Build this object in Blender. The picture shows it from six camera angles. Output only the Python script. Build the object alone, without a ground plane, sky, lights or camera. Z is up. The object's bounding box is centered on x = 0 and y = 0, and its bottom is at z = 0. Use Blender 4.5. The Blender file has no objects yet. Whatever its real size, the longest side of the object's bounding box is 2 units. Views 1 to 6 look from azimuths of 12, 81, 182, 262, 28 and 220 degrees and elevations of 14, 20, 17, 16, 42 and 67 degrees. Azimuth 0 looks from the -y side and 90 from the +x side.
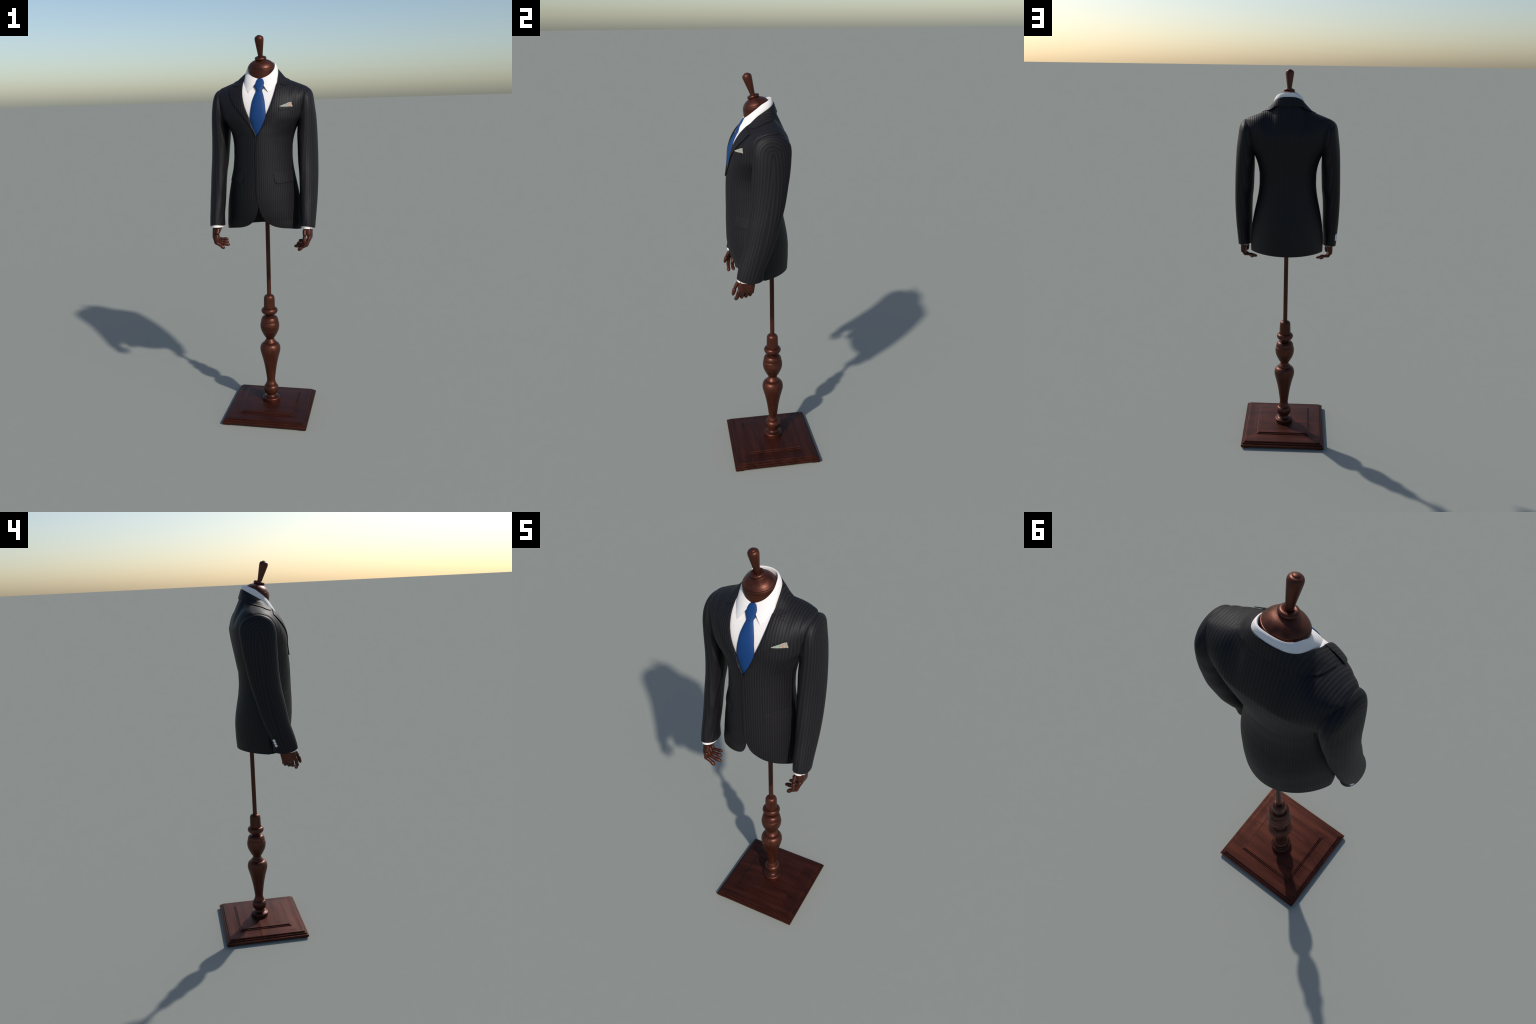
import bpy, bmesh, math
import numpy as np
from mathutils import Vector, Matrix
from mathutils.bvhtree import BVHTree

# ------------------------------------------------------------------ helpers
_SLOPES = {}
def pchip(xs, ys, x):
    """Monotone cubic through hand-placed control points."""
    key = (tuple(xs), tuple(ys))
    if key not in _SLOPES:
        xs = np.asarray(xs, float); ys = np.asarray(ys, float)
        h = np.diff(xs); d = np.diff(ys) / h
        m = np.zeros_like(xs)
        for i in range(1, len(xs) - 1):
            if d[i-1] * d[i] > 0:
                w1 = 2*h[i] + h[i-1]; w2 = h[i] + 2*h[i-1]
                m[i] = (w1 + w2) / (w1/d[i-1] + w2/d[i])
        m[0], m[-1] = d[0], d[-1]
        _SLOPES[key] = (xs, ys, h, m)
    xs, ys, h, m = _SLOPES[key]
    x = np.clip(np.asarray(x, float), xs[0], xs[-1])
    i = np.clip(np.searchsorted(xs, x) - 1, 0, len(h) - 1)
    t = (x - xs[i]) / h[i]
    return ((2*t**3-3*t**2+1)*ys[i] + (t**3-2*t**2+t)*h[i]*m[i]
            + (-2*t**3+3*t**2)*ys[i+1] + (t**3-t**2)*h[i]*m[i+1])

def catmull(pts, n):
    """Smooth 3D curve through control points, n samples, by chord length."""
    P = np.asarray(pts, float)
    s = np.concatenate([[0], np.cumsum(np.linalg.norm(np.diff(P, axis=0), axis=1) ** 0.7)])
    s /= s[-1]
    m = np.zeros_like(P)
    m[1:-1] = (P[2:] - P[:-2]) / (s[2:] - s[:-2])[:, None]
    m[0] = (P[1]-P[0])/(s[1]-s[0]); m[-1] = (P[-1]-P[-2])/(s[-1]-s[-2])
    x = np.linspace(0, 1, n)
    i = np.clip(np.searchsorted(s, x) - 1, 0, len(s) - 2)
    h = (s[i+1]-s[i])[:, None]; t = ((x - s[i]) / (s[i+1]-s[i]))[:, None]
    return ((2*t**3-3*t**2+1)*P[i] + (t**3-2*t**2+t)*h*m[i]
            + (-2*t**3+3*t**2)*P[i+1] + (t**3-t**2)*h*m[i+1])

def smooth(a, b, x):
    t = np.clip((np.asarray(x, float) - a) / (b - a), 0, 1)
    return t*t*(3-2*t)

ROOT = None
def add(name, verts, faces, mat, parent=None, angle=40, solid=0.0, offset=-1, bevel=0.0, facing=None, weight=None):
    me = bpy.data.meshes.new(name)
    me.from_pydata([tuple(map(float, v)) for v in verts], [], [tuple(map(int, f)) for f in faces])
    me.update()
    if solid or facing is not None:
        bm = bmesh.new(); bm.from_mesh(me)
        bmesh.ops.remove_doubles(bm, verts=bm.verts, dist=1e-5)
        bm.normal_update()
        if facing is not None:
            d = Vector(facing)
            if sum((f.normal.dot(d) * f.calc_area() for f in bm.faces), 0.0) < 0:
                bmesh.ops.reverse_faces(bm, faces=bm.faces[:])
        bm.to_mesh(me); bm.free(); me.update()
    ob = bpy.data.objects.new(name, me)
    bpy.context.scene.collection.objects.link(ob)
    if solid:
        m = ob.modifiers.new("s", 'SOLIDIFY'); m.thickness = solid; m.offset = offset; m.use_even_offset = False
        if weight is not None:                # let the shell thin out where nobody sees its edge
            vg = ob.vertex_groups.new(name="t")
            for v in me.vertices: vg.add([v.index], float(weight(v.co)), 'REPLACE')
            m.vertex_group = "t"; m.thickness_vertex_group = 0.04
    if bevel:
        m = ob.modifiers.new("b", 'BEVEL'); m.width = bevel; m.segments = 2; m.limit_method = 'ANGLE'
        m.angle_limit = math.radians(35)
    if solid or bevel:
        dg = bpy.context.evaluated_depsgraph_get()
        me2 = bpy.data.meshes.new_from_object(ob.evaluated_get(dg))
        ob.modifiers.clear(); ob.data = me2; me2.name = name
        bpy.data.meshes.remove(me); me = me2
    me.materials.clear()
    me.materials.append(mat)
    bm = bmesh.new(); bm.from_mesh(me)
    bmesh.ops.remove_doubles(bm, verts=bm.verts, dist=1e-6)
    for f in bm.faces: f.smooth = True
    for e in bm.edges:
        e.smooth = (len(e.link_faces) != 2) or e.calc_face_angle(0) < math.radians(angle)
    bm.to_mesh(me); bm.free()
    ob.parent = parent if parent is not None else ROOT
    return ob

def grid(nr, nc, close=False, flip=False):
    F = []
    for r in range(nr - 1):
        for c in range(nc if close else nc - 1):
            a, b = r*nc + c, r*nc + (c+1) % nc
            d, e = a + nc, b + nc
            F.append((a, b, e, d) if not flip else (a, d, e, b))
    return F

def lathe(profile, n=64, origin=(0, 0, 0), axis=(0, 0, 1), sx=1.0, sy=1.0):
    """profile: (radius, height); end rings are capped."""
    q = Vector((0, 0, 1)).rotation_difference(Vector(axis).normalized())
    V = []; o = Vector(origin)
    for r, h in profile:
        for k in range(n):
            a = 2*math.pi*k/n
            V.append(o + q @ Vector((r*math.cos(a)*sx, r*math.sin(a)*sy, h)))
    F = grid(len(profile), n, close=True)
    F.append(tuple(range(n-1, -1, -1)))
    F.append(tuple((len(profile)-1)*n + k for k in range(n)))
    return V, F

def dense(profile, n=3):
    """Catmull-smooth a lathe profile; a repeated point keeps a crisp corner."""
    out = []; run = []
    for p in profile:
        if run and abs(p[0]-run[-1][0]) + abs(p[1]-run[-1][1]) < 1e-9:
            if len(run) > 1: out += [tuple(q) for q in catmull([(a, b, 0) for a, b in run], n*(len(run)-1)+1)[:, :2]]
            run = [p]
        else:
            run.append(p)
    out += [tuple(q) for q in catmull([(a, b, 0) for a, b in run], n*(len(run)-1)+1)[:, :2]]
    return out

# ---------------------------------------------------------------- materials
class Nodes:
    def __init__(self, name):
        self.m = bpy.data.materials.new(name); self.m.use_nodes = True
        self.t = self.m.node_tree
        self.bsdf = self.t.nodes["Principled BSDF"]
        self.obj = self.t.nodes.new('ShaderNodeTexCoord').outputs['Object']
    def set(self, sock, v):
        if hasattr(v, 'links'): self.t.links.new(v, sock)
        else: sock.default_value = v
    def math(self, op, a, b=None, c=None, clamp=False):
        n = self.t.nodes.new('ShaderNodeMath'); n.operation = op; n.use_clamp = clamp
        self.set(n.inputs[0], a)
        if b is not None: self.set(n.inputs[1], b)
        if c is not None: self.set(n.inputs[2], c)
        return n.outputs[0]
    def xyz(self, v=None):
        n = self.t.nodes.new('ShaderNodeSeparateXYZ'); self.set(n.inputs[0], v or self.obj); return n.outputs
    def mapping(self, scale, rot=(0, 0, 0), loc=(0, 0, 0), v=None):
        n = self.t.nodes.new('ShaderNodeMapping'); self.set(n.inputs[0], v or self.obj)
        n.inputs['Scale'].default_value = scale; n.inputs['Rotation'].default_value = rot
        n.inputs['Location'].default_value = loc; return n.outputs[0]
    def noise(self, vec, scale, detail=4, rough=0.55, dist=0.0):
        n = self.t.nodes.new('ShaderNodeTexNoise'); self.set(n.inputs['Vector'], vec)
        n.inputs['Scale'].default_value = scale; n.inputs['Detail'].default_value = detail
        n.inputs['Roughness'].default_value = rough; n.inputs['Distortion'].default_value = dist
        return n.outputs['Fac']
    def ramp(self, fac, stops):
        n = self.t.nodes.new('ShaderNodeValToRGB'); self.set(n.inputs[0], fac)
        e = n.color_ramp.elements
        while len(e) < len(stops): e.new(0.5)
        for el, (p, c) in zip(e, stops):
            el.position = p; el.color = (*c, 1)
        return n.outputs[0]
    def mix(self, fac, a, b):
        n = self.t.nodes.new('ShaderNodeMix'); n.data_type = 'RGBA'
        self.set(n.inputs[0], fac); self.set(n.inputs[6], a); self.set(n.inputs[7], b); return n.outputs[2]
    def maprange(self, v, a, b, c=0.0, d=1.0, kind='SMOOTHSTEP'):
        n = self.t.nodes.new('ShaderNodeMapRange'); n.interpolation_type = kind
        self.set(n.inputs[0], v)
        for i, q in enumerate((a, b, c, d)): self.set(n.inputs[1+i], q)
        return n.outputs[0]
    def bump(self, h, strength, dist, normal=None):
        n = self.t.nodes.new('ShaderNodeBump'); n.inputs['Strength'].default_value = strength
        n.inputs['Distance'].default_value = dist; self.set(n.inputs['Height'], h)
        if normal: self.set(n.inputs['Normal'], normal)
        return n.outputs[0]
    def out(self, color, rough, normal=None, **kw):
        self.set(self.bsdf.inputs['Base Color'], color); self.set(self.bsdf.inputs['Roughness'], rough)
        if normal: self.set(self.bsdf.inputs['Normal'], normal)
        for k, v in kw.items(): self.set(self.bsdf.inputs[k.replace('_', ' ')], v)
        return self.m

PITCH = 0.0108
def suit_cloth(name, coord):
    """Charcoal pinstripe; coord(N) gives the across-stripe distance in metres."""
    N = Nodes(name)
    s = coord(N)
    w = N.math('COSINE', N.math('MULTIPLY', s, 2*math.pi/PITCH))
    h = N.math('MULTIPLY_ADD', w, 0.5, 0.5)
    line = N.maprange(h, 0.45, 0.95)
    weave = N.noise(N.mapping((1, 1, 0.5)), 420, 3, 0.6)
    slub = N.noise(N.mapping((1, 1, 2.5)), 60, 4, 0.6)
    base = N.ramp(weave, [(0.3, (0.0056, 0.0051, 0.0064)), (0.75, (0.0092, 0.0085, 0.0104))])
    strp = N.ramp(weave, [(0.3, (0.0110, 0.0101, 0.0122)), (0.75, (0.0165, 0.0152, 0.0182))])
    col = N.mix(line, base, strp)
    b1 = N.bump(h, 0.30, 0.0016)
    b2 = N.bump(slub, 0.25, 0.0015, b1)
    b3 = N.bump(weave, 0.2, 0.0006, b2)
    return N.out(col, 0.56, b3, Specular_IOR_Level=0.20)

def body_coord(N):
    x, y, z = N.xyz()
    ax = N.math('ABSOLUTE', x)
    front = N.math('ADD', y, 0.21); back = N.math('SUBTRACT', 0.10, y)
    dy = N.math('MINIMUM', front, back)
    k = N.maprange(z, 1.50, 1.66, 0.45, 0.0)
    return N.math('ADD', ax, N.math('MULTIPLY', dy, k))

def flat_coord(N):
    return N.math('ABSOLUTE', N.xyz()[0])

def sleeve_coord(N):
    """Stripes run down the arm and arch over the sleeve head."""
    x, y, z = N.xyz()
    ax = N.math('ABSOLUTE', x)
    # axis of the arm drifts forward towards the cuff
    q = N.math('MAXIMUM', N.math('SUBTRACT', 1.62, z), 0.0)
    yc = N.math('MULTIPLY_ADD', N.math('POWER', q, 1.6), -0.285, -0.020)
    dy = N.math('SUBTRACT', y, yc)
    dz = N.math('MAXIMUM', N.math('SUBTRACT', z, 1.665), 0.0)
    d = N.math('SQRT', N.math('ADD', N.math('MULTIPLY', dy, dy), N.math('MULTIPLY', dz, dz)))
    return N.math('MULTIPLY', N.math('ADD', d, N.math('SUBTRACT', 0.28, ax)), 0.58)   # broader stripe

def wood(name, scale, seed, dark, light, rough=0.40, spec=0.5, bumpy=0.12, metal=0.0):
    """Stained hardwood; scale stretches the grain (small = along the grain)."""
    N = Nodes(name)
    v = N.mapping(scale, loc=(seed, seed*1.7, seed*0.6))
    g = N.noise(v, 28, 6, 0.62, 0.6)
    fine = N.noise(N.mapping(tuple(2.6*q for q in scale), loc=(seed, 0, 2)), 80, 3, 0.6)
    blot = N.noise(N.mapping((1, 1, 1), loc=(seed, 3, 1)), 9, 3, 0.5)
    f = N.math('ADD', N.math('MULTIPLY', g, 0.6), N.math('ADD', N.math('MULTIPLY', fine, 0.2), N.math('MULTIPLY', blot, 0.2)))
    col = N.ramp(f, [(0.34, dark), (0.64, light)])
    r = N.maprange(g, 0.3, 0.7, rough - 0.05, rough + 0.07, 'LINEAR')
    return N.out(col, r, N.bump(fine, bumpy, 0.0008), Specular_IOR_Level=spec, Metallic=metal)

D, L = (0.036, 0.0096, 0.0054), (0.118, 0.0325, 0.0172)
M_body = suit_cloth("pinstripe_body", body_coord)
M_lapel = suit_cloth("pinstripe_lapel", flat_coord)
M_sleeve = suit_cloth("pinstripe_sleeve", sleeve_coord)
M_wood_v = wood("stained_wood_upright", (1, 1, 0.10), 1.3, D, L, metal=0.65)
M_wood_r = wood("stained_wood_turned", (0.30, 0.30, 1.6), 4.1, D, L, metal=0.65)
M_wood_h = wood("stained_wood_hand", (1, 1, 0.25), 7.7, (0.036, 0.0095, 0.0056), (0.098, 0.0255, 0.0135), 0.42, metal=0.55)
M_wood_b = wood("stained_wood_base", (0.10, 1, 1), 2.2, (0.026, 0.0064, 0.0038), (0.098, 0.0240, 0.0130), 0.46, 0.4, metal=0.70)
M_pole = wood("stained_wood_pole", (1, 1, 0.12), 9.4, (0.030, 0.0085, 0.0052), (0.100, 0.027, 0.0145), 0.40, metal=0.6)

def shirt_cloth():
    N = Nodes("white_shirt_cloth")
    a = N.noise(N.mapping((1, 1, 6)), 150, 4, 0.6)
    b = N.noise(N.mapping((6, 6, 1)), 150, 4, 0.6)
    f = N.math('MULTIPLY', N.math('ADD', a, b), 0.5)
    col = N.ramp(f, [(0.38, (0.72, 0.67, 0.645)), (0.60, (0.83, 0.80, 0.78))])
    return N.out(col, 0.75, N.bump(f, 0.25, 0.0006), Specular_IOR_Level=0.3)
M_shirt = shirt_cloth()

def tie_cloth():
    N = Nodes("blue_silk")
    x, y, z = N.xyz()
    tw = N.math('SINE', N.math('MULTIPLY', N.math('ADD', x, z), 2*math.pi/0.0035))
    n = N.noise(N.obj, 200, 3)
    col = N.mix(N.math('MULTIPLY_ADD', tw, 0.2, N.math('MULTIPLY', n, 0.5), clamp=True),
                (0.0045, 0.037, 0.145, 1), (0.0075, 0.054, 0.200, 1))
    return N.out(col, 0.6, N.bump(tw, 0.15, 0.0004), Specular_IOR_Level=0.22)
M_tie = tie_cloth()

def square_cloth():
    """Pale sage handkerchief with a coral ring motif."""
    N = Nodes("printed_handkerchief")
    x, y, z = N.xyz()
    dx = N.math('SUBTRACT', x, 0.1505); dz = N.math('SUBTRACT', z, 1.6715)
    r = N.math('SQRT', N.math('ADD', N.math('MULTIPLY', dx, dx), N.math('MULTIPLY', dz, dz)))
    n = N.noise(N.obj, 330, 3, 0.6)
    ring = N.maprange(N.math('ABSOLUTE', N.math('SUBTRACT', r, 0.0066)), 0.0014, 0.0032, 1, 0)
    ring = N.math('MULTIPLY', ring, N.maprange(n, 0.35, 0.55))
    sp = N.noise(N.mapping((1, 1, 1), loc=(3, 1, 0)), 210, 2, 0.5)
    base = N.ramp(sp, [(0.34, (0.20, 0.25, 0.22)), (0.50, (0.30, 0.33, 0.27)), (0.64, (0.42, 0.41, 0.33))])
    col = N.mix(ring, base, (0.45, 0.18, 0.14, 1))
    return N.out(col, 0.7, None, Specular_IOR_Level=0.3)
M_square = square_cloth()

def plain(name, c, rough, **kw):
    N = Nodes(name)
    n = N.noise(N.obj, 120, 3)
    return N.out(N.ramp(n, [(0.3, tuple(0.9*q for q in c)), (0.7, c)]), rough, None, **kw)
M_button = plain("pearl_button", (0.78, 0.80, 0.82), 0.25, Coat_Weight=0.3)
M_lining = plain("dark_lining", (0.010, 0.010, 0.011), 0.6)
M_crease = plain("seam_shadow_cloth", (0.006, 0.006, 0.007), 0.8)

# --------------------------------------------------------------------- root
ROOT = bpy.data.objects.new("dressed_mannequin", None)
bpy.context.scene.collection.objects.link(ROOT)
ROOT["label"] = "wooden tailor's mannequin in dark pinstripe suit jacket, blue tie"
ROOT["category"] = "mannequin"

# --------------------------------------------------------------------- base
prof = [(0.222, 0.005), (0.2262, 0.0055), (0.2275, 0.008), (0.2275, 0.0160), (0.2262, 0.0185), (0.2230, 0.0192),
        (0.2185, 0.0188), (0.2172, 0.0200), (0.2182, 0.0218), (0.2180, 0.0245), (0.2165, 0.0262), (0.2135, 0.0266),
        (0.2092, 0.0262), (0.2080, 0.0275), (0.2090, 0.0295), (0.2088, 0.0325), (0.2070, 0.0340), (0.2040, 0.0345),
        (0.194, 0.0346), (0.182, 0.0350), (0.170, 0.0360), (0.160, 0.0374), (0.1500, 0.0394),
        (0.1455, 0.0390), (0.1446, 0.0399), (0.1456, 0.0410), (0.1450, 0.0428), (0.1432, 0.0436), (0.1405, 0.0434),
        (0.1378, 0.0430), (0.1372, 0.0440), (0.1384, 0.0452), (0.1382, 0.0465), (0.1368, 0.0482), (0.1335, 0.0486), (0.06, 0.0486)]
V = []
for h, z in prof:
    V += [(-h, -h, z), (h, -h, z), (h, h, z), (-h, h, z)]
F = grid(len(prof), 4, close=True) + [(3, 2, 1, 0), tuple(len(V)-4+k for k in range(4))]
base = add("base_plate", V, F, M_wood_b, angle=28)
def box(cx, cy, cz, hx, hy, hz):
    V = [(cx+i*hx, cy+j*hy, cz+k*hz) for k in (-1, 1) for j in (-1, 1) for i in (-1, 1)]
    return V, [(0, 2, 3, 1), (4, 5, 7, 6), (0, 1, 5, 4), (2, 6, 7, 3), (0, 4, 6, 2), (1, 3, 7, 5)]
for sx in (-1, 1):
    for sy in (-1, 1):
        V, F = box(sx*0.205, sy*0.205, 0.0029, 0.0195, 0.0195, 0.0029)
        add("base_foot", V, F, M_wood_b, parent=base, bevel=0.0012)

# ------------------------------------------------------------------- column
AX = (0.0, 0.0105, 0.0)
parts = [
 ("column_foot", M_wood_r, [(0.046, 0.046), (0.0478, 0.047), (0.0482, 0.050), (0.0488, 0.064), (0.0485, 0.0675), (0.0485, 0.0675), (0.046, 0.0705), (0.0400, 0.0725),
    (0.0330, 0.0750), (0.0275, 0.0795), (0.0250, 0.0850), (0.0245, 0.0900)]),
 ("column_ball", M_wood_r, [(0.0245, 0.0885), (0.0300, 0.0935), (0.0365, 0.1020), (0.0400, 0.1130), (0.0407, 0.1235), (0.0385, 0.1345), (0.0335, 0.1415), (0.0290, 0.1445)]),
 ("column_baluster", M_wood_v, [(0.0285, 0.1430), (0.0288, 0.1475), (0.0278, 0.1535), (0.0250, 0.1600), (0.0230, 0.1690), (0.0232, 0.1800), (0.0262, 0.2060),
    (0.0328, 0.2520), (0.0422, 0.2980), (0.0500, 0.3280), (0.0545, 0.3470), (0.0556, 0.3600), (0.0542, 0.3720), (0.0500, 0.3830), (0.0430, 0.3905), (0.0350, 0.3935), (0.030, 0.3940)]),
 ("column_neck", M_wood_r, [(0.0330, 0.3920), (0.0335, 0.3965), (0.0322, 0.4010), (0.0285, 0.4060), (0.0250, 0.4110), (0.0222, 0.4165), (0.0212, 0.4200)]),
 ("column_bulb", M_wood_r, [(0.0208, 0.4185), (0.0250, 0.4250), (0.0328, 0.4370), (0.0405, 0.4520), (0.0475, 0.4680), (0.0510, 0.4830), (0.0519, 0.4970), (0.0505, 0.5090), (0.0483, 0.5165),
    (0.0483, 0.5165), (0.0472, 0.5175), (0.0472, 0.5175), (0.0478, 0.5205), (0.0470, 0.5260), (0.0452, 0.5330), (0.0420, 0.5400), (0.0365, 0.5455), (0.0290, 0.5485), (0.022, 0.5490)]),
 ("column_ring", M_wood_r, [(0.0210, 0.5470), (0.0206, 0.5530), (0.0225, 0.5570), (0.0225, 0.5570), (0.0290, 0.5600), (0.0370, 0.5650), (0.0425, 0.5720), (0.0447, 0.5800), (0.0435, 0.5870), (0.0395, 0.5930), (0.0340, 0.5960), (0.030, 0.5962)]),
 ("column_socket", M_wood_v, [(0.0305, 0.5940), (0.0303, 0.6050), (0.0296, 0.6350), (0.0288, 0.6540), (0.0262, 0.6620), (0.0215, 0.6675), (0.0150, 0.6705), (0.0090, 0.6710)]),
]
col = None
for nm, mt, pf in parts:
    V, F = lathe(dense(pf, 4), 72, AX)
    o = add(nm, V, F, mt, parent=col, angle=32)
    if col is None: col = o
V, F = lathe([(0.0114, 0.66), (0.0114, 0.80), (0.0114, 0.95), (0.0114, 1.15), (0.0114, 1.40)], 32, AX)
add("support_pole", V, F, M_pole)

# -------------------------------------------------------- neck, cap, handle
TILT = (0.0, -0.294, 0.956)
RIM = Vector((0.0, -0.0576, 1.8570))
rows = []
for cy, cz, rx, ry, tl in [(-0.048, 1.745, 0.060, 0.058, 0.0), (-0.052, 1.775, 0.0615, 0.058, 0.3), (-0.0555, 1.81, 0.0635, 0.0605, 0.6),
                           (-0.0572, 1.838, 0.0652, 0.0620, 0.9), (-0.0574, 1.8510, 0.0665, 0.0632, 1.0), (-0.0575, 1.8550, 0.0660, 0.0628, 1.0)]:
    for k in range(72):
        a = 2*math.pi*k/72
        x, e = rx*math.cos(a), ry*math.sin(a)
        rows.append((x, cy + e*(1-tl*0.044), cz + e*0.3075*tl))
add("wooden_neck", rows, grid(6, 72, close=True) + [tuple(range(71, -1, -1)), tuple(5*72+k for k in range(72))], M_wood_r)
V, F = lathe(dense([(0.0625, -0.006), (0.0645, -0.0025), (0.0640, 0.0008), (0.0618, 0.0018), (0.0618, 0.0018), (0.0616, 0.0034), (0.0618, 0.0050), (0.0605, 0.0068), (0.0605, 0.0068),
     (0.0560, 0.0130), (0.0490, 0.0198), (0.0410, 0.0250), (0.0330, 0.0288), (0.0275, 0.0315), (0.0235, 0.0345), (0.0215, 0.040)], 4), 72, RIM, TILT, 1.035, 0.985)
cap = add("neck_cap", V, F, M_wood_v, angle=30)
V, F = lathe([(0.0195 + 0.0092*math.cos(t), 0.0392 + 0.0082*math.sin(t)) for t in np.linspace(-2.4, 2.4, 25)], 56, RIM, TILT)
add("cap_ring", V, F, M_wood_r, parent=cap)
V, F = lathe(dense([(0.0125, 0.042), (0.0117, 0.050), (0.0128, 0.062), (0.0150, 0.078), (0.0176, 0.096), (0.0200, 0.113), (0.0217, 0.126), (0.0219, 0.131), (0.0207, 0.1370),
     (0.0172, 0.1415), (0.0118, 0.1438), (0.0118, 0.1438), (0.0108, 0.1456), (0.0080, 0.1474), (0.0040, 0.1484), (0.0008, 0.1486)], 4), 48, RIM, TILT)
add("cap_handle", V, F, M_wood_v, parent=cap, angle=32)

# --------------------------------------------------------- jacket body form
HW = ([1.00, 1.06, 1.10, 1.137, 1.19, 1.244, 1.30, 1.342, 1.38, 1.43, 1.47, 1.51, 1.545, 1.577, 1.62, 1.70],
      [.1905, .1935, .1945, .1935, .1890, .1805, .1690, .1600, .1535, .1492, .1492, .1540, .1630, .1760, .1950, .2080])
FR = ([1.00, 1.06, 1.10, 1.14, 1.18, 1.233, 1.294, 1.376, 1.44, 1.53, 1.60, 1.66, 1.70],
      [-.168, -.174, -.186, -.200, -.2075, -.212, -.212, -.210, -.209, -.2055, -.1960, -.190, -.188])
BK = ([1.00, 1.064, 1.119, 1.173, 1.222, 1.275, 1.343, 1.407, 1.462, 1.529, 1.591, 1.646, 1.688, 1.72],
      [.085, .0875, .0905, .0910, .0870, .0780, .0650, .0588, .0594, .0715, .0822, .0890, .0910, .0910])
PF = ([1.00, 1.075, 1.12, 1.20, 1.35, 1.45, 1.52, 1.56, 1.62, 1.70], [2.2, 2.05, 1.78, 1.62, 1.60, 1.60, 1.64, 1.88, 2.45, 2.6])
PB = ([1.00, 1.15, 1.25, 1.40, 1.52, 1.60, 1.70], [1.62, 1.64, 1.82, 2.05, 2.1, 2.4, 3.1])
YC = ([1.00, 1.20, 1.40, 1.60, 1.70], [-.055, -.058, -.065, -.040, -.030])
SH = 0.2225                                  # shoulder point
RZ = ([0.0, .05, .085, .105, .121, .148, .189, .205, .215, .2225], [1.826, 1.824, 1.814, 1.8030, 1.7960, 1.7855, 1.7695, 1.7630, 1.7585, 1.7530])
RY = ([0.0, .05, .085, .121, .16, .2225], [.034, .026, .004, -.006, -.004, .000])
HEM = ([-.012, -.010, .000, .012, .027, .045, .068, .100, .149, .17, .20], [1.28, 1.250, 1.194, 1.149, 1.119, 1.099, 1.085, 1.075, 1.067, 1.062, 1.055])
VED = ([1.525, 1.569, 1.619, 1.672, 1.721, 1.760, 1.795, 1.83], [-.001, .0215, .0415, .0635, .0775, .0835, .0855, .0853])

def section(th, z):
    """Closed torso section: th 0 = front centre, pi = back centre."""
    a = pchip(*HW, z); f = pchip(*FR, z); b = pchip(*BK, z); yc = pchip(*YC, z)
    front = np.cos(th) > 0
    p = np.where(front, pchip(*PF, z), pchip(*PB, z))
    s, c = np.abs(np.sin(th)), np.abs(np.cos(th))
    x = np.sign(np.sin(th)) * a * s**(2/2.0)
    base = np.clip(1 - s**p, 0, 1)
    # leaner than an ellipse without a ridge at the centre line
    lean = np.clip(1 - s*s, 0, 1)**(0.5*(2/np.minimum(p, 2))**2.2)
    sh = np.where(p < 2, lean, base**(1/np.maximum(p, 2)))
    y = np.where(front, yc + (f - yc)*sh, yc + (b - yc)*sh)
    return x, y

def hem_z(th, x):
    front = np.cos(th) > 0
    return np.where(front, pchip(*HEM, x), 1.0565 + 0.0015*np.cos(2*th))

def shell(th, v, inset=0.0):
    """Jacket surface. v 0..1 hem to chest level, 1..2 over the shoulder to the ridge."""
    th = np.asarray(th, float); v = np.asarray(v, float)
    th, v = np.broadcast_arrays(th, v)
    w = smooth(0.30*math.pi, 0.70*math.pi, np.abs(th))
    z0 = 1.615 + 0.060*w
    xa = pchip(*HW, np.full_like(z0, 1.08)) * np.sin(th)
    zh = hem_z(th, xa)
    zl = zh + (z0 - zh)*np.clip(v, 0, 1)
    x, y = section(th, zl)
    t = np.clip(v - 1, 0, 1) * math.pi/2
    a0 = pchip(*HW, z0)
    xr = x * SH/a0
    ax = np.abs(xr)
    zr = pchip(*RZ, ax); yr = pchip(*RY, ax)
    up = v > 1
    g = np.sin(t)
    X = np.where(up, x + (xr - x)*g, x)
    k_back = w * (1 - smooth(0.07, 0.16, ax))          # flatter slope below the nape
    n_sq = 2 + 0.30*smooth(0.145, 0.190, ax) + 0.9*smooth(0.185, 0.222, ax)               # squarer towards the sleeve head
    fall = np.clip(1 - g**n_sq, 0, 1)**(1/n_sq)*(1 - k_back) + (1 - g**1.3)*k_back
    Y = np.where(up, yr - (yr - y)*fall, y)
    Z = np.where(up, z0 + (zr - z0)*np.sin(t), zl)
    return X, Y, Z

def edge_theta(v):
    """theta of the front edge on row v: lapel break line above, lapped edge below."""
    lo, hi = -0.08, 1.2
    def g(th):
        x, y, z = shell(th, v)
        target = pchip(*VED, z) if z > 1.525 else -0.0105 + 0.0095*smooth(1.45, 1.525, z)
        return float(x) - float(target)
    for _ in range(46):
        m = 0.5*(lo + hi)
        if g(m) < 0: lo = m
        else: hi = m
    return hi

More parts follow.
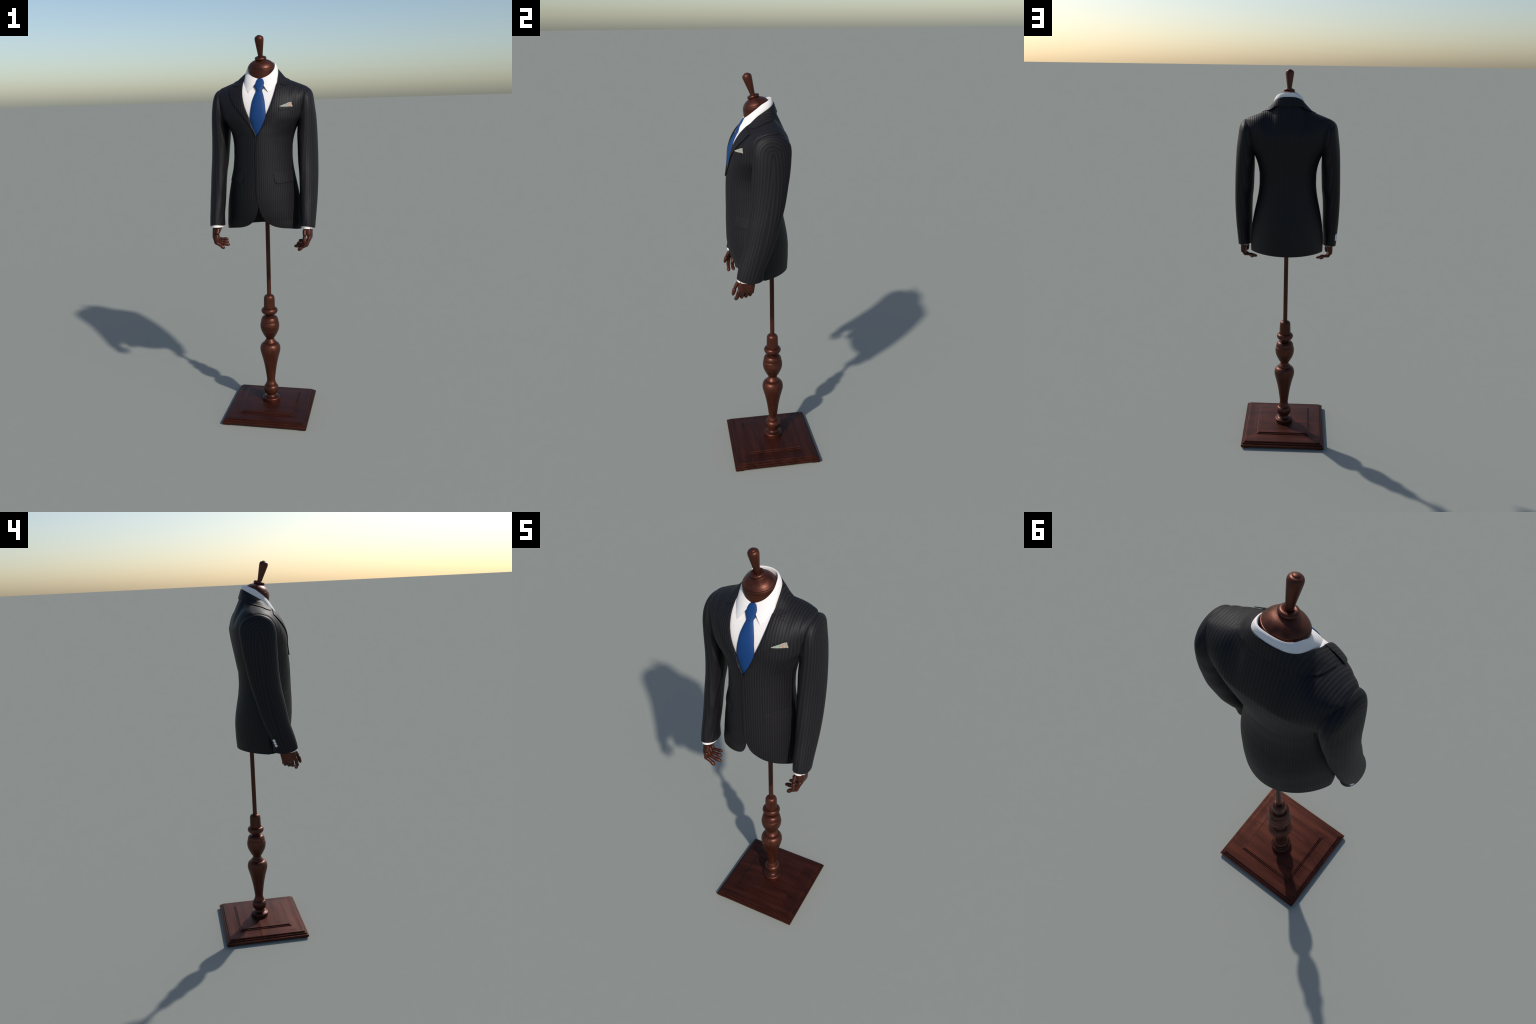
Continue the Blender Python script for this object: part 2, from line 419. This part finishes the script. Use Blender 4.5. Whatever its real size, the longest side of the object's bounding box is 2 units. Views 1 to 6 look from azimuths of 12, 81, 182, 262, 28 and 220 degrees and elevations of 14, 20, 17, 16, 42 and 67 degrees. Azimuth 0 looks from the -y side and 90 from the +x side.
NR, NC = 150, 130
vs = np.concatenate([np.linspace(0, 1, 90)**1.0, 1 + np.linspace(0, 1, NR-89)[1:]])
def half_body(sign):
    V = []
    u = np.linspace(0, 1, NC)
    for v in vs:
        e = edge_theta(v)
        th = e + (math.pi - e) * (0.55*u + 0.45*u**2)
        X, Y, Z = shell(th, v)
        lap = smooth(0.05, -0.008, X) * smooth(1.60, 1.50, Z) * (Y < -0.10)
        Y = Y + (-0.0022 if sign > 0 else 0.0016) * lap
        V.append(np.stack([sign*X, Y, Z], 1))
    return np.concatenate(V), grid(len(vs), NC, flip=(sign < 0))
VA, FA = half_body(1)
VB, FB = half_body(-1)
V = np.concatenate([VA, VB]); F = FA + [tuple(i + len(VA) for i in f) for f in FB]
BODY_V, BODY_F = V, F

# ------------------------------------------------------------------ sleeves
SO = ([1.070, 1.11, 1.155, 1.22, 1.31, 1.42, 1.49, 1.55, 1.61, 1.67, 1.713, 1.738, 1.7545, 1.760],
      [.2680, .2705, .2725, .2750, .2756, .2728, .2702, .2678, .2642, .2565, .2480, .2400, .2285, .2200])
SI = ([1.070, 1.13, 1.20, 1.266, 1.34, 1.397, 1.467, 1.537, 1.58, 1.66, 1.73, 1.760],
      [.1960, .1955, .1920, .1905, .1870, .1805, .1765, .1735, .1740, .1830, .1960, .2050])
SF = ([1.070, 1.096, 1.166, 1.222, 1.284, 1.342, 1.407, 1.488, 1.543, 1.60, 1.652, 1.688, 1.724, 1.742, 1.755, 1.760],
      [-.195, -.191, -.1745, -.159, -.147, -.136, -.1235, -.1150, -.1125, -.1095, -.1065, -.0990, -.080, -.063, -.040, -.022])
SB = ([1.070, 1.116, 1.184, 1.26, 1.341, 1.436, 1.524, 1.572, 1.626, 1.669, 1.697, 1.724, 1.745, 1.755, 1.760],
      [-.0700, -.0645, -.0400, -.0125, .0100, .0355, .0515, .0600, .0660, .0680, .0640, .0480, .0220, .0050, -.010])
NS = 80
def sleeve_ring(z, grow=0.0, hem=0.0):
    """One arm section; it is skewed so the back of the arm stands further out than the front."""
    xo, xi, yf, yb = (float(pchip(*T, z)) for T in (SO, SI, SF, SB))
    cx, cy, rx, ry = (xo+xi)/2, (yf+yb)/2, (xo-xi)/2, (yb-yf)/2
    sk = float(pchip([1.07, 1.16, 1.35, 1.50, 1.60, 1.68, 1.76], [0.0, 0.12, 0.18, 0.11, 0.0, -0.06, 0.0], z))
    rx = math.sqrt(max(rx*rx - (sk*ry)**2, 1e-5)) + grow; ry += grow
    R = []
    for k in range(NS):
        a = 2*math.pi*k/NS; c, s = math.cos(a), math.sin(a)
        p = 2/2.15
        y = cy + ry*math.copysign(abs(s)**p, s)
        x = cx + rx*math.copysign(abs(c)**p, c) + sk*(y - cy)
        f = (y - cy)/ry
        R.append((x, y, z + hem*(-0.006*f + 0.0095*f*f - 0.003*c)))
    return R
zs = list(np.linspace(1.0765, 1.66, 90)) + list(1.66 + 0.1*np.sin(np.linspace(0, math.pi/2, 34))[1:])
SLV = []
for z in zs:
    SLV += sleeve_ring(z, 0.0, float(1 - smooth(1.0765, 1.25, z)))
SLV = np.array(SLV)
# the sleeve head tucks in just under the shoulder seam
up_ = SLV[:, 2] > 1.70
SLV[up_, 2] = 1.70 + (SLV[up_, 2] - 1.70)*0.90
SLF = grid(len(zs), NS, close=True) + [tuple((len(zs)-1)*NS + k for k in range(NS))]

def vert_normals(V, F):
    N = np.zeros_like(V); Q = np.array([f for f in F if len(f) == 4])
    n = np.cross(V[Q[:, 2]] - V[Q[:, 0]], V[Q[:, 3]] - V[Q[:, 1]])
    for j in range(4): np.add.at(N, Q[:, j], n)
    return N / np.maximum(np.linalg.norm(N, axis=1), 1e-12)[:, None]

def fillet(V, N, other_V, other_F, other_N, k, gate):
    """Swell V where it runs into the other surface, as a soft union of radius k would."""
    tree = BVHTree.FromPolygons([Vector(v) for v in other_V], other_F)
    out = V.copy()
    for i, g in enumerate(gate):
        if g <= 0: continue
        hit, nn, fi, d = tree.find_nearest(Vector(V[i]), k)
        if hit is None: continue
        h = (k - d) / k
        out[i] += N[i] * (g * h*h * k * 0.25)
    return out
nA = len(VA)
NA = vert_normals(VA, FA)
if NA[:, 1][VA[:, 1] < -0.15].mean() > 0: NA = -NA
NSV = vert_normals(SLV, SLF)
if (NSV[:, 0] * (SLV[:, 0] - 0.23)).mean() < 0: NSV = -NSV
gate_a = smooth(1.575, 1.64, VA[:, 2]) * smooth(1.757, 1.705, VA[:, 2]) * (VA[:, 0] > 0.10)
gate_s = smooth(1.575, 1.64, SLV[:, 2]) * smooth(1.757, 1.705, SLV[:, 2])
KF = 0.055
VA2 = fillet(VA, NA, SLV, SLF, NSV, KF, gate_a)
SLV2 = fillet(SLV, NSV, VA, FA, NA, KF, gate_s)
dA = VA2 - VA
VB2 = VB + dA*np.array([-1, 1, 1])
BODY_V = np.concatenate([VA2, VB2])
bvh = BVHTree.FromPolygons([Vector(v) for v in BODY_V], BODY_F)
jacket = add("suit_jacket", BODY_V, BODY_F, M_body, solid=0.0045, offset=-1, angle=50,
             weight=lambda c: 1 - float(smooth(1.64, 1.70, c.z) * smooth(0.11, 0.15, abs(c.x))))
sleeves = {}
for sg in (1, -1):
    P = SLV2 * np.array([sg, 1, 1])
    F = SLF if sg > 0 else [f[::-1] for f in SLF]
    sleeves[sg] = add("sleeve", P, F, M_sleeve, parent=jacket, solid=0.0035, offset=-1, angle=60)
    # shirt cuff showing below the sleeve hem
    P = []
    prof_c = [(0.030, -.0060), (0.014, -.0050), (0.006, -.0042), (0.0, -.0042), (-.0008, -.0050), (-.0006, -.0068), (0.004, -.0080), (0.02, -.0100)]
    for dz, g in prof_c:
        for (x, y, zz) in sleeve_ring(1.0765 + max(dz, 0), g, 0.0):
            f = (y + 0.1325 - 0.25*max(dz, 0))/0.0625
            zb = 1.0742 + (0.0045*f*f if f < 0 else 0.004*f)
            P.append((sg*x, y - 0.0015, zb + dz))
    add("shirt_cuff", P, grid(len(prof_c), NS, close=True, flip=(sg < 0)), M_shirt)

def drape(x, z, off):
    """Point on the jacket front at (x, z), lifted off the cloth by off."""
    h, n, i, d = bvh.ray_cast(Vector((x, -1, z)), Vector((0, 1, 0)))
    if h is None or h.y > 0.03:
        h = bvh.find_nearest(Vector((x, -0.05, z)))[0]; n = bvh.find_nearest(Vector((x, -0.05, z)))[1]
    if n.y > 0: n = -n
    return h + n*off

def patch(inner, outer, nr, nc, off_fn):
    """Cloth patch draped on the front, ruled between two (x, z) edges."""
    a = catmull([(p[0], 0, p[1]) for p in inner], nr); b = catmull([(p[0], 0, p[1]) for p in outer], nr)
    P = []
    for r in range(nr):
        for c in range(nc):
            t = c/(nc-1); q = a[r]*(1-t) + b[r]*t
            P.append(drape(q[0], q[2], off_fn(r/(nr-1), t)))
    return np.array([tuple(p) for p in P])

# ------------------------------------------------------------------- lapels
lap_in = [(0.0005, 1.529)] + [(float(pchip(*VED, z)) - 0.0008, z) for z in (1.569, 1.619, 1.672, 1.721, 1.750, 1.772)]
lap_out = [(0.0020, 1.5285), (0.0270, 1.570), (0.0540, 1.608), (0.0840, 1.6430), (0.1120, 1.6760), (0.1380, 1.7120), (0.1505, 1.7420)]
for sg in (1, -1):
    nr, nc = 60, 26
    inn = [(p[0]+0.0030, p[1]) for p in lap_in]
    P = patch(inn, lap_out, nr, nc, lambda r, t: 0.0023 + 0.0006*math.sin(math.pi*t)*r + 0.0022*t)
    # the break line rolls softly out of the body cloth
    tcol = np.tile(np.linspace(0, 1, nc), nr); rrow = np.repeat(np.linspace(0, 1, nr), nc)
    roll = np.clip(1 - tcol/0.12, 0, 1) * np.clip(rrow/0.06, 0, 1)
    P[:, 0] -= 0.0040*roll; P[:, 1] += 0.0015*roll*roll
    P[:, 0] *= sg
    add("lapel", P, grid(nr, nc, flip=(sg < 0)), M_lapel, parent=jacket, solid=0.0018, offset=-1, bevel=0.0005, facing=(0, -1, 0.3))

# ------------------------------------------------------------ jacket collar
top = [(0, .0245, 1.8690), (.028, .0225, 1.8680), (.050, .0150, 1.8625), (.066, .0030, 1.8545), (.0745, -.012, 1.8455), (.0815, -.040, 1.8285), (.0850, -.0640, 1.8130), (.0862, -.0910, 1.7895), (.0850, -.1140, 1.7665)]
low = [(0, .0410, 1.8215), (.035, .0385, 1.8215), (.070, .0280, 1.8190), (.100, .0120, 1.8110), (.122, -.0060, 1.8010), (.135, -.026, 1.7950), (.1410, -.055, 1.7850), (.1420, -.083, 1.7690), (.1215, -.106, 1.7680)]
def collar_half(sg, n=70, m=18):
    """Thin band that stands at the nape and lies flat along the shoulder to the notch."""
    a, b = catmull(top, n), catmull(low, n)
    P = []
    for i in range(n):
        s = i/(n-1)
        for j in range(m):
            t = j/(m-1); p = a[i]*(1-t) + b[i]*t
            q = Vector(p)
            wb = 1 - float(smooth(0.070, 0.115, abs(q.x)))      # nape: lean on the back cloth
            if q.y < -0.02: wb = 0.0
            yb = q.y
            if wb > 0:
                h3, n3, _, d3 = bvh.ray_cast(Vector((q.x, 0.4, q.z)), Vector((0, -1, 0)))
                if h3 is not None and abs(h3.y - q.y) < 0.03:
                    yb = q.y + (h3.y + 0.0030 - q.y)*float(smooth(0.35, 0.9, t))
            zq = q.z
            h2, n2, _, d2 = bvh.ray_cast(Vector((q.x, q.y, 1.95)), Vector((0, 0, -1)))
            if h2 is not None and n2 is not None:
                k = float(smooth(0.35, 0.9, t))
                lay = h2.z + 0.0030/max(abs(n2.z), 0.35)
                q.z = max(q.z*(1-k) + lay*k, lay - 0.002*(1-t) if t > 0.2 else q.z)
            q.z = q.z*(1 - wb) + zq*wb
            q.y = q.y*(1 - wb) + yb*wb
            P.append((sg*q.x, q.y, q.z))
    return np.array(P), grid(n, m, flip=(sg > 0))
PA, FA2 = collar_half(1); PB_, FB2 = collar_half(-1)
add("jacket_collar", np.concatenate([PA, PB_]), FA2 + [tuple(i+len(PA) for i in f) for f in FB2], M_lapel, parent=jacket, solid=0.0026, offset=-1, bevel=0.0005, facing=(0, 0.3, 1))

# ----------------------------------------------------- sleeve buttons (one cuff)
for (y, z) in ((-.0655, 1.1435), (-.0705, 1.1300), (-.0755, 1.1165)):
    sb = BVHTree.FromPolygons([v.co for v in sleeves[-1].data.vertices], [tuple(p.vertices) for p in sleeves[-1].data.polygons])
    h, nn, _, _ = sb.ray_cast(Vector((-0.5, y - 0.004, z)), Vector((1, 0, 0)))
    if nn.x > 0: nn = -nn
    V, F = lathe([(0.0020, 0.0002), (0.0072, 0.0004), (0.0076, 0.0016), (0.0068, 0.0028), (0.0056, 0.0026), (0.0048, 0.0020), (0.0010, 0.0019)], 24, h, nn)
    add("sleeve_button", V, F, M_button, parent=jacket)

# ------------------------------------------------------------- pocket flaps
for sg in (1, -1):
    a = [(0.0725, 1.3525), (0.0790, 1.3000)]
    up = [(0.0725, 1.3530), (0.105, 1.3525), (0.135, 1.3515), (0.1535, 1.350)]
    dn = [(0.0800, 1.2985), (0.110, 1.2990), (0.140, 1.3010), (0.1625, 1.3035)]
    nr, nc = 40, 16
    A = catmull([(p[0], 0, p[1]) for p in up], nr); B = catmull([(p[0], 0, p[1]) for p in dn], nr)
    P = []
    for r in range(nr):
        for c in range(nc):
            t = c/(nc-1); q = A[r]*(1-t) + B[r]*t
            rr = r/(nr-1)
            q = q + np.array([0.004*max(0, 1-rr*9)**2*max(0, (t-0.6)/0.4)**2, 0, 0.004*max(0, 1-rr*9)**2*max(0, (t-0.6)/0.4)**2])
            p = drape(q[0], q[2], 0.0020 + 0.0020*t)
            P.append((sg*p.x, p.y, p.z))
    add("pocket_flap", P, grid(nr, nc, flip=(sg > 0)), M_body, parent=jacket, solid=0.0016, offset=-1, bevel=0.0004, facing=(0, -1, 0))

# -------------------------------------------- breast pocket and handkerchief
def front_strip(name, upc, dnc, mat, off0, off1, parent, nr=24, nc=8, solid=0.002):
    A = catmull([(p[0], 0, p[1]) for p in upc], nr); B = catmull([(p[0], 0, p[1]) for p in dnc], nr)
    P = []
    for r in range(nr):
        for c in range(nc):
            t = c/(nc-1); q = A[r]*(1-t) + B[r]*t
            p = drape(q[0], q[2], off0*(1-t) + off1*t); P.append(tuple(p))
    return add(name, P, grid(nr, nc, flip=True), mat, parent=parent, solid=solid, offset=-1, bevel=0.0004, facing=(0, -1, 0))
front_strip("breast_pocket", [(0.103, 1.6645), (0.130, 1.6640), (0.1600, 1.6640)], [(0.101, 1.6470), (0.127, 1.6480), (0.1530, 1.6490)], M_body, 0.0022, 0.0016, jacket)
front_strip("pocket_square", [(0.1065, 1.6675), (0.1320, 1.6770), (0.1565, 1.6850), (0.1600, 1.6760), (0.1635, 1.6655)],
            [(0.1060, 1.6625), (0.125, 1.6625), (0.145, 1.6625), (0.155, 1.6625), (0.1630, 1.6625)], M_square, 0.0026, 0.0014, None, solid=0.0012)

# -------------------------------------------------------------- shirt front
def bib(xm=0.112):
    P = []; nr, nc = 50, 41
    for i in range(nr):
        v = 0.78 + (1.90 - 0.78)*i/(nr-1)
        for j in range(nc):
            x = -xm + 2*xm*j/(nc-1)
            a0 = float(pchip(*HW, 1.60))
            th = math.asin(np.clip(x/0.205, -0.9, 0.9))
            X, Y, Z = (float(q) for q in shell(abs(th), v))
            k = smooth(1.50, 1.60, Z)
            P.append((math.copysign(X, x) if x else 0, Y + 0.011 - 0.003*float(k), Z))
    return np.array(P), grid(nr, nc)
BP, BF = bib()
shirt = add("shirt_front", BP, BF, M_shirt, solid=0.002, offset=-1)
bib_bvh = BVHTree.FromPolygons([Vector(p) for p in BP], BF)
def bib_y(x, z):
    h = bib_bvh.ray_cast(Vector((x, -1, z)), Vector((0, 1, 0)))[0]
    return h.y if h is not None else -0.11

# shirt collar: stand, fold and falling leaf with points
ctop = [(.0020, -.1165, 1.7955), (.0205, -.1105, 1.8045), (.037, -.1020, 1.8135), (.0560, -.0865, 1.8275), (.0660, -.0660, 1.8435), (.0675, -.0400, 1.8620), (.0610, -.0160, 1.8740), (.0460, .0030, 1.8825), (.025, .0110, 1.8870), (0, .0135, 1.8885)]
clow = [(.0478, -.1485, 1.7350), (.0590, -.1390, 1.7435), (.0700, -.1220, 1.7580), (.0800, -.1000, 1.7740), (.0830, -.0700, 1.7960), (.0800, -.0350, 1.8220), (.0720, -.0080, 1.8390), (.0540, .0100, 1.8500), (.028, .0190, 1.8560), (0, .0215, 1.8570)]
def shirt_collar_half(sg, n=80):
    a, b = catmull(ctop, n), catmull(clow, n)
    P = []; rows = None
    for i in range(n):
        s = i/(n-1)
        inward = Vector((-a[i][0], -0.05 - a[i][1], 0)).normalized()
        A, B = Vector(a[i]), Vector(b[i])
        line = []
        inn = A + inward*0.0050
        drop = 0.040 + 0.012*s
        line.append(inn + inward*0.001 + Vector((0, 0, -drop)))
        line.append(inn + Vector((0, 0, -drop*0.5)))
        line.append(inn + Vector((0, 0, -0.006)))
        line.append(inn - inward*0.0005 + Vector((0, 0, -0.0018)))
        line.append(A + inward*0.0025 + Vector((0, 0, 0.0004)))
        line.append(A - inward*0.0002 + Vector((0, 0, -0.0012)))
        m = 14
        for j in range(1, m + 1):
            t = j/m
            q = A*(1-t) + B*t
            q -= inward*0.0035*math.sin(math.pi*t)
            line.append(q)
        line.append(line[-1] + inward*0.0026 + Vector((0, 0.0006, 0.0004)))
        line.append(line[-1]*0.5 + (A + inward*0.003)*0.5)
        rows = len(line)
        P += [(sg*p.x, p.y, p.z) for p in line]
    return P, grid(n, rows, flip=(sg < 0))
P1, G1 = shirt_collar_half(1); P2, G2 = shirt_collar_half(-1)
add("shirt_collar", P1 + P2, G1 + [tuple(i+len(P1) for i in f) for f in G2], M_shirt, parent=shirt, angle=55, solid=0.0006, offset=0)

# ---------------------------------------------------------------------- tie
TIE_Y = ([1.50, 1.531, 1.565, 1.602, 1.654, 1.692, 1.723, 1.753, 1.780, 1.797], [-.1890, -.1965, -.2000, -.2015, -.1955, -.1825, -.1655, -.1455, -.1290, -.1195])
def tie_piece(name, zs, ws, ds, lift, parent, nz=50):
    """Lens-section band: widths ws and depths ds along heights zs, lying on the shirt."""
    zz = np.linspace(zs[0], zs[-1], nz); n = 28; P = []
    for z in zz:
        w = float(pchip(zs, ws, z)); d = float(pchip(zs, ds, z))
        yb = float(pchip(*TIE_Y, z)) + d - float(pchip(zs, lift, z))
        for k in range(n):
            a = 2*math.pi*k/n; c, s = math.cos(a), math.sin(a)
            x = 0.0040 + w*math.copysign(abs(c)**0.8, c)
            y = yb + (-d*max(s, 0)**1.15 if s > 0 else 0.004*abs(s))
            y += (1.2 + 3.8*float(smooth(1.63, 1.57, z)))*(x - 0.004)**2
            P.append((x, y, z))
    F = grid(nz, n, close=True) + [tuple(range(n-1, -1, -1)), tuple((nz-1)*n + k for k in range(n))]
    return add(name, P, F, M_tie, parent=parent, angle=60)
tie = tie_piece("necktie", [1.505, 1.528, 1.570, 1.610, 1.640, 1.665, 1.690, 1.720, 1.745, 1.760],
                [.0240, .0300, .0355, .0388, .0380, .0350, .0315, .0230, .0145, .0135],
                [.003, .0040, .0055, .0075, .0090, .0090, .0085, .0080, .0075, .0070], [0]*10, None)
tie_piece("tie_knot", [1.742, 1.7465, 1.757, 1.768, 1.776, 1.787, 1.7945, 1.7985],
          [.0130, .0162, .0228, .0282, .0280, .0222, .0162, .0090],
          [.006, .0105, .0125, .0130, .0125, .0105, .0085, .0040], [.001, .003, .0035, .0035, .0035, .003, .002, .001], tie, 26)

# -------------------------------------------------------------------- hands
def seg(p, q, r0, r1, round_end=True, flat=1.0, n=20):
    """One turned finger piece from p to q with softly rounded ends."""
    p, q = Vector(p), Vector(q); ln = (q - p).length
    e0, e1 = r0*0.35, r1*(0.85 if round_end else 0.35)
    pr = [(r0*0.55, 0.0), (r0*0.85, e0*0.35), (r0, e0)]
    for t in (0.3, 0.6): pr.append((r0 + (r1-r0)*t, e0 + (ln - e0 - e1)*t))
    pr += [(r1, ln - e1), (r1*0.86, ln - e1*0.45), (r1*0.55, ln - e1*0.12), (r1*0.1, ln)]
    return lathe(dense([(a, b) for a, b in pr], 2), n, p, q - p)
def tipseg(p, q, r0, n=20):
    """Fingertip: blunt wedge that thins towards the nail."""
    p, q = Vector(p), Vector(q); ln = (q - p).length
    pr = [(r0*0.6, 0), (r0*0.95, ln*0.06), (r0*1.06, ln*0.25), (r0*1.04, ln*0.50), (r0*0.90, ln*0.72), (r0*0.62, ln*0.90), (r0*0.32, ln*0.98), (r0*0.1, ln)]
    return lathe(dense(pr, 3), n, p, q - p)

def mirror(V, sg): return [(sg*v[0], v[1], v[2]) for v in V]
FING = {  # knuckle, middle joint, end joint, tip, radius
 'index': [(.2465, -.1860, 1.0340), (.2345, -.1950, .9990), (.2090, -.1955, .9850), (.1905, -.1975, .9700), .0092],
 'middle': [(.2465, -.1655, 1.0290), (.2320, -.1730, .9985), (.2030, -.1745, .9915), (.1680, -.1715, .9850), .0092],
 'ring': [(.2460, -.1465, 1.0260), (.2330, -.1530, 1.0015), (.2060, -.1530, 1.0000), (.1785, -.1510, .9950), .0090],
 'little': [(.2450, -.1275, 1.0270), (.2340, -.1335, 1.0070), (.2100, -.1325, 1.0065), (.1850, -.1310, 1.0060), .0082],
}
for sg in (1, -1):
    # palm: rounded block lofted from wrist to knuckles
    rows = [  # z, x centre, half x, y centre, half y
        (1.125, .2330, .0200, -.1330, .0300), (1.095, .2345, .0225, -.1420, .0360), (1.080, .2360, .0215, -.1465, .0385),
        (1.060, .2385, .0190, -.1495, .0400), (1.045, .2420, .0160, -.1520, .0390), (1.034, .2450, .0125, -.1530, .0375), (1.0265, .2465, .0095, -.1535, .0350), (1.0235, .2468, .0050, -.1535, .0300)]
    P = []; n = 40
    for z, cx, hx, cy, hy in rows:
        for k in range(n):
            a = 2*math.pi*k/n; c, s = math.cos(a), math.sin(a)
            p = 0.62
            y = cy + hy*math.copysign(abs(s)**p, s)
            # knuckles step up towards the little finger edge
            P.append((sg*(cx + hx*math.copysign(abs(c)**p, c)), y, z + (-(y+0.153))*0.12*(1.08-z)/0.05 - (0.0 if z > 1.04 else 0.06*(y+0.153))))
    F = grid(len(rows), n, close=True, flip=(sg > 0)) + [tuple(range(n)) if sg > 0 else tuple(range(n-1, -1, -1)),
         tuple((len(rows)-1)*n + k for k in (range(n-1, -1, -1) if sg > 0 else range(n)))]
    shift = np.array([0, 0, 0]) if sg > 0 else np.array([0.005, 0.006, 0])   # this arm hangs a touch further back
    hand = add("hand", np.array(P) + shift, F, M_wood_h, angle=50)
    def put(name, VF):
        V, F = VF
        V = [(sg*v[0] + shift[0], v[1] + shift[1], v[2]) for v in V]
        if sg < 0: F = [f[::-1] for f in F]
        add(name, V, F, M_wood_h, parent=hand, angle=50)
    for k, (a, b, c, d, r) in FING.items():
        put("finger_segment", seg(a, b, r*1.02, r*1.0, False))
        put("finger_segment", seg(b, c, r*0.98, r*0.88, False))
        put("fingertip", tipseg(c, d, r*0.98))
        for j, rr in ((a, r*0.95), (b, r*1.0), (c, r*0.86)):
            put("finger_joint", lathe([(rr*math.sin(t)+1e-5, -rr*math.cos(t)) for t in np.linspace(0.05, math.pi-0.05, 11)], 16, j, (0, 1, 0.01)))
    put("thumb_segment", seg((.2260, -.1740, 1.0720), (.2235, -.1865, 1.0660), .0100, .0095, False))
    put("thumb_segment", seg((.2225, -.1870, 1.0700), (.2245, -.2035, 1.0430), .0094, .0084, False))
    put("thumb_tip", tipseg((.2245, -.2035, 1.0430), (.2270, -.2150, 1.0060), .0088))

bpy.context.view_layer.update()
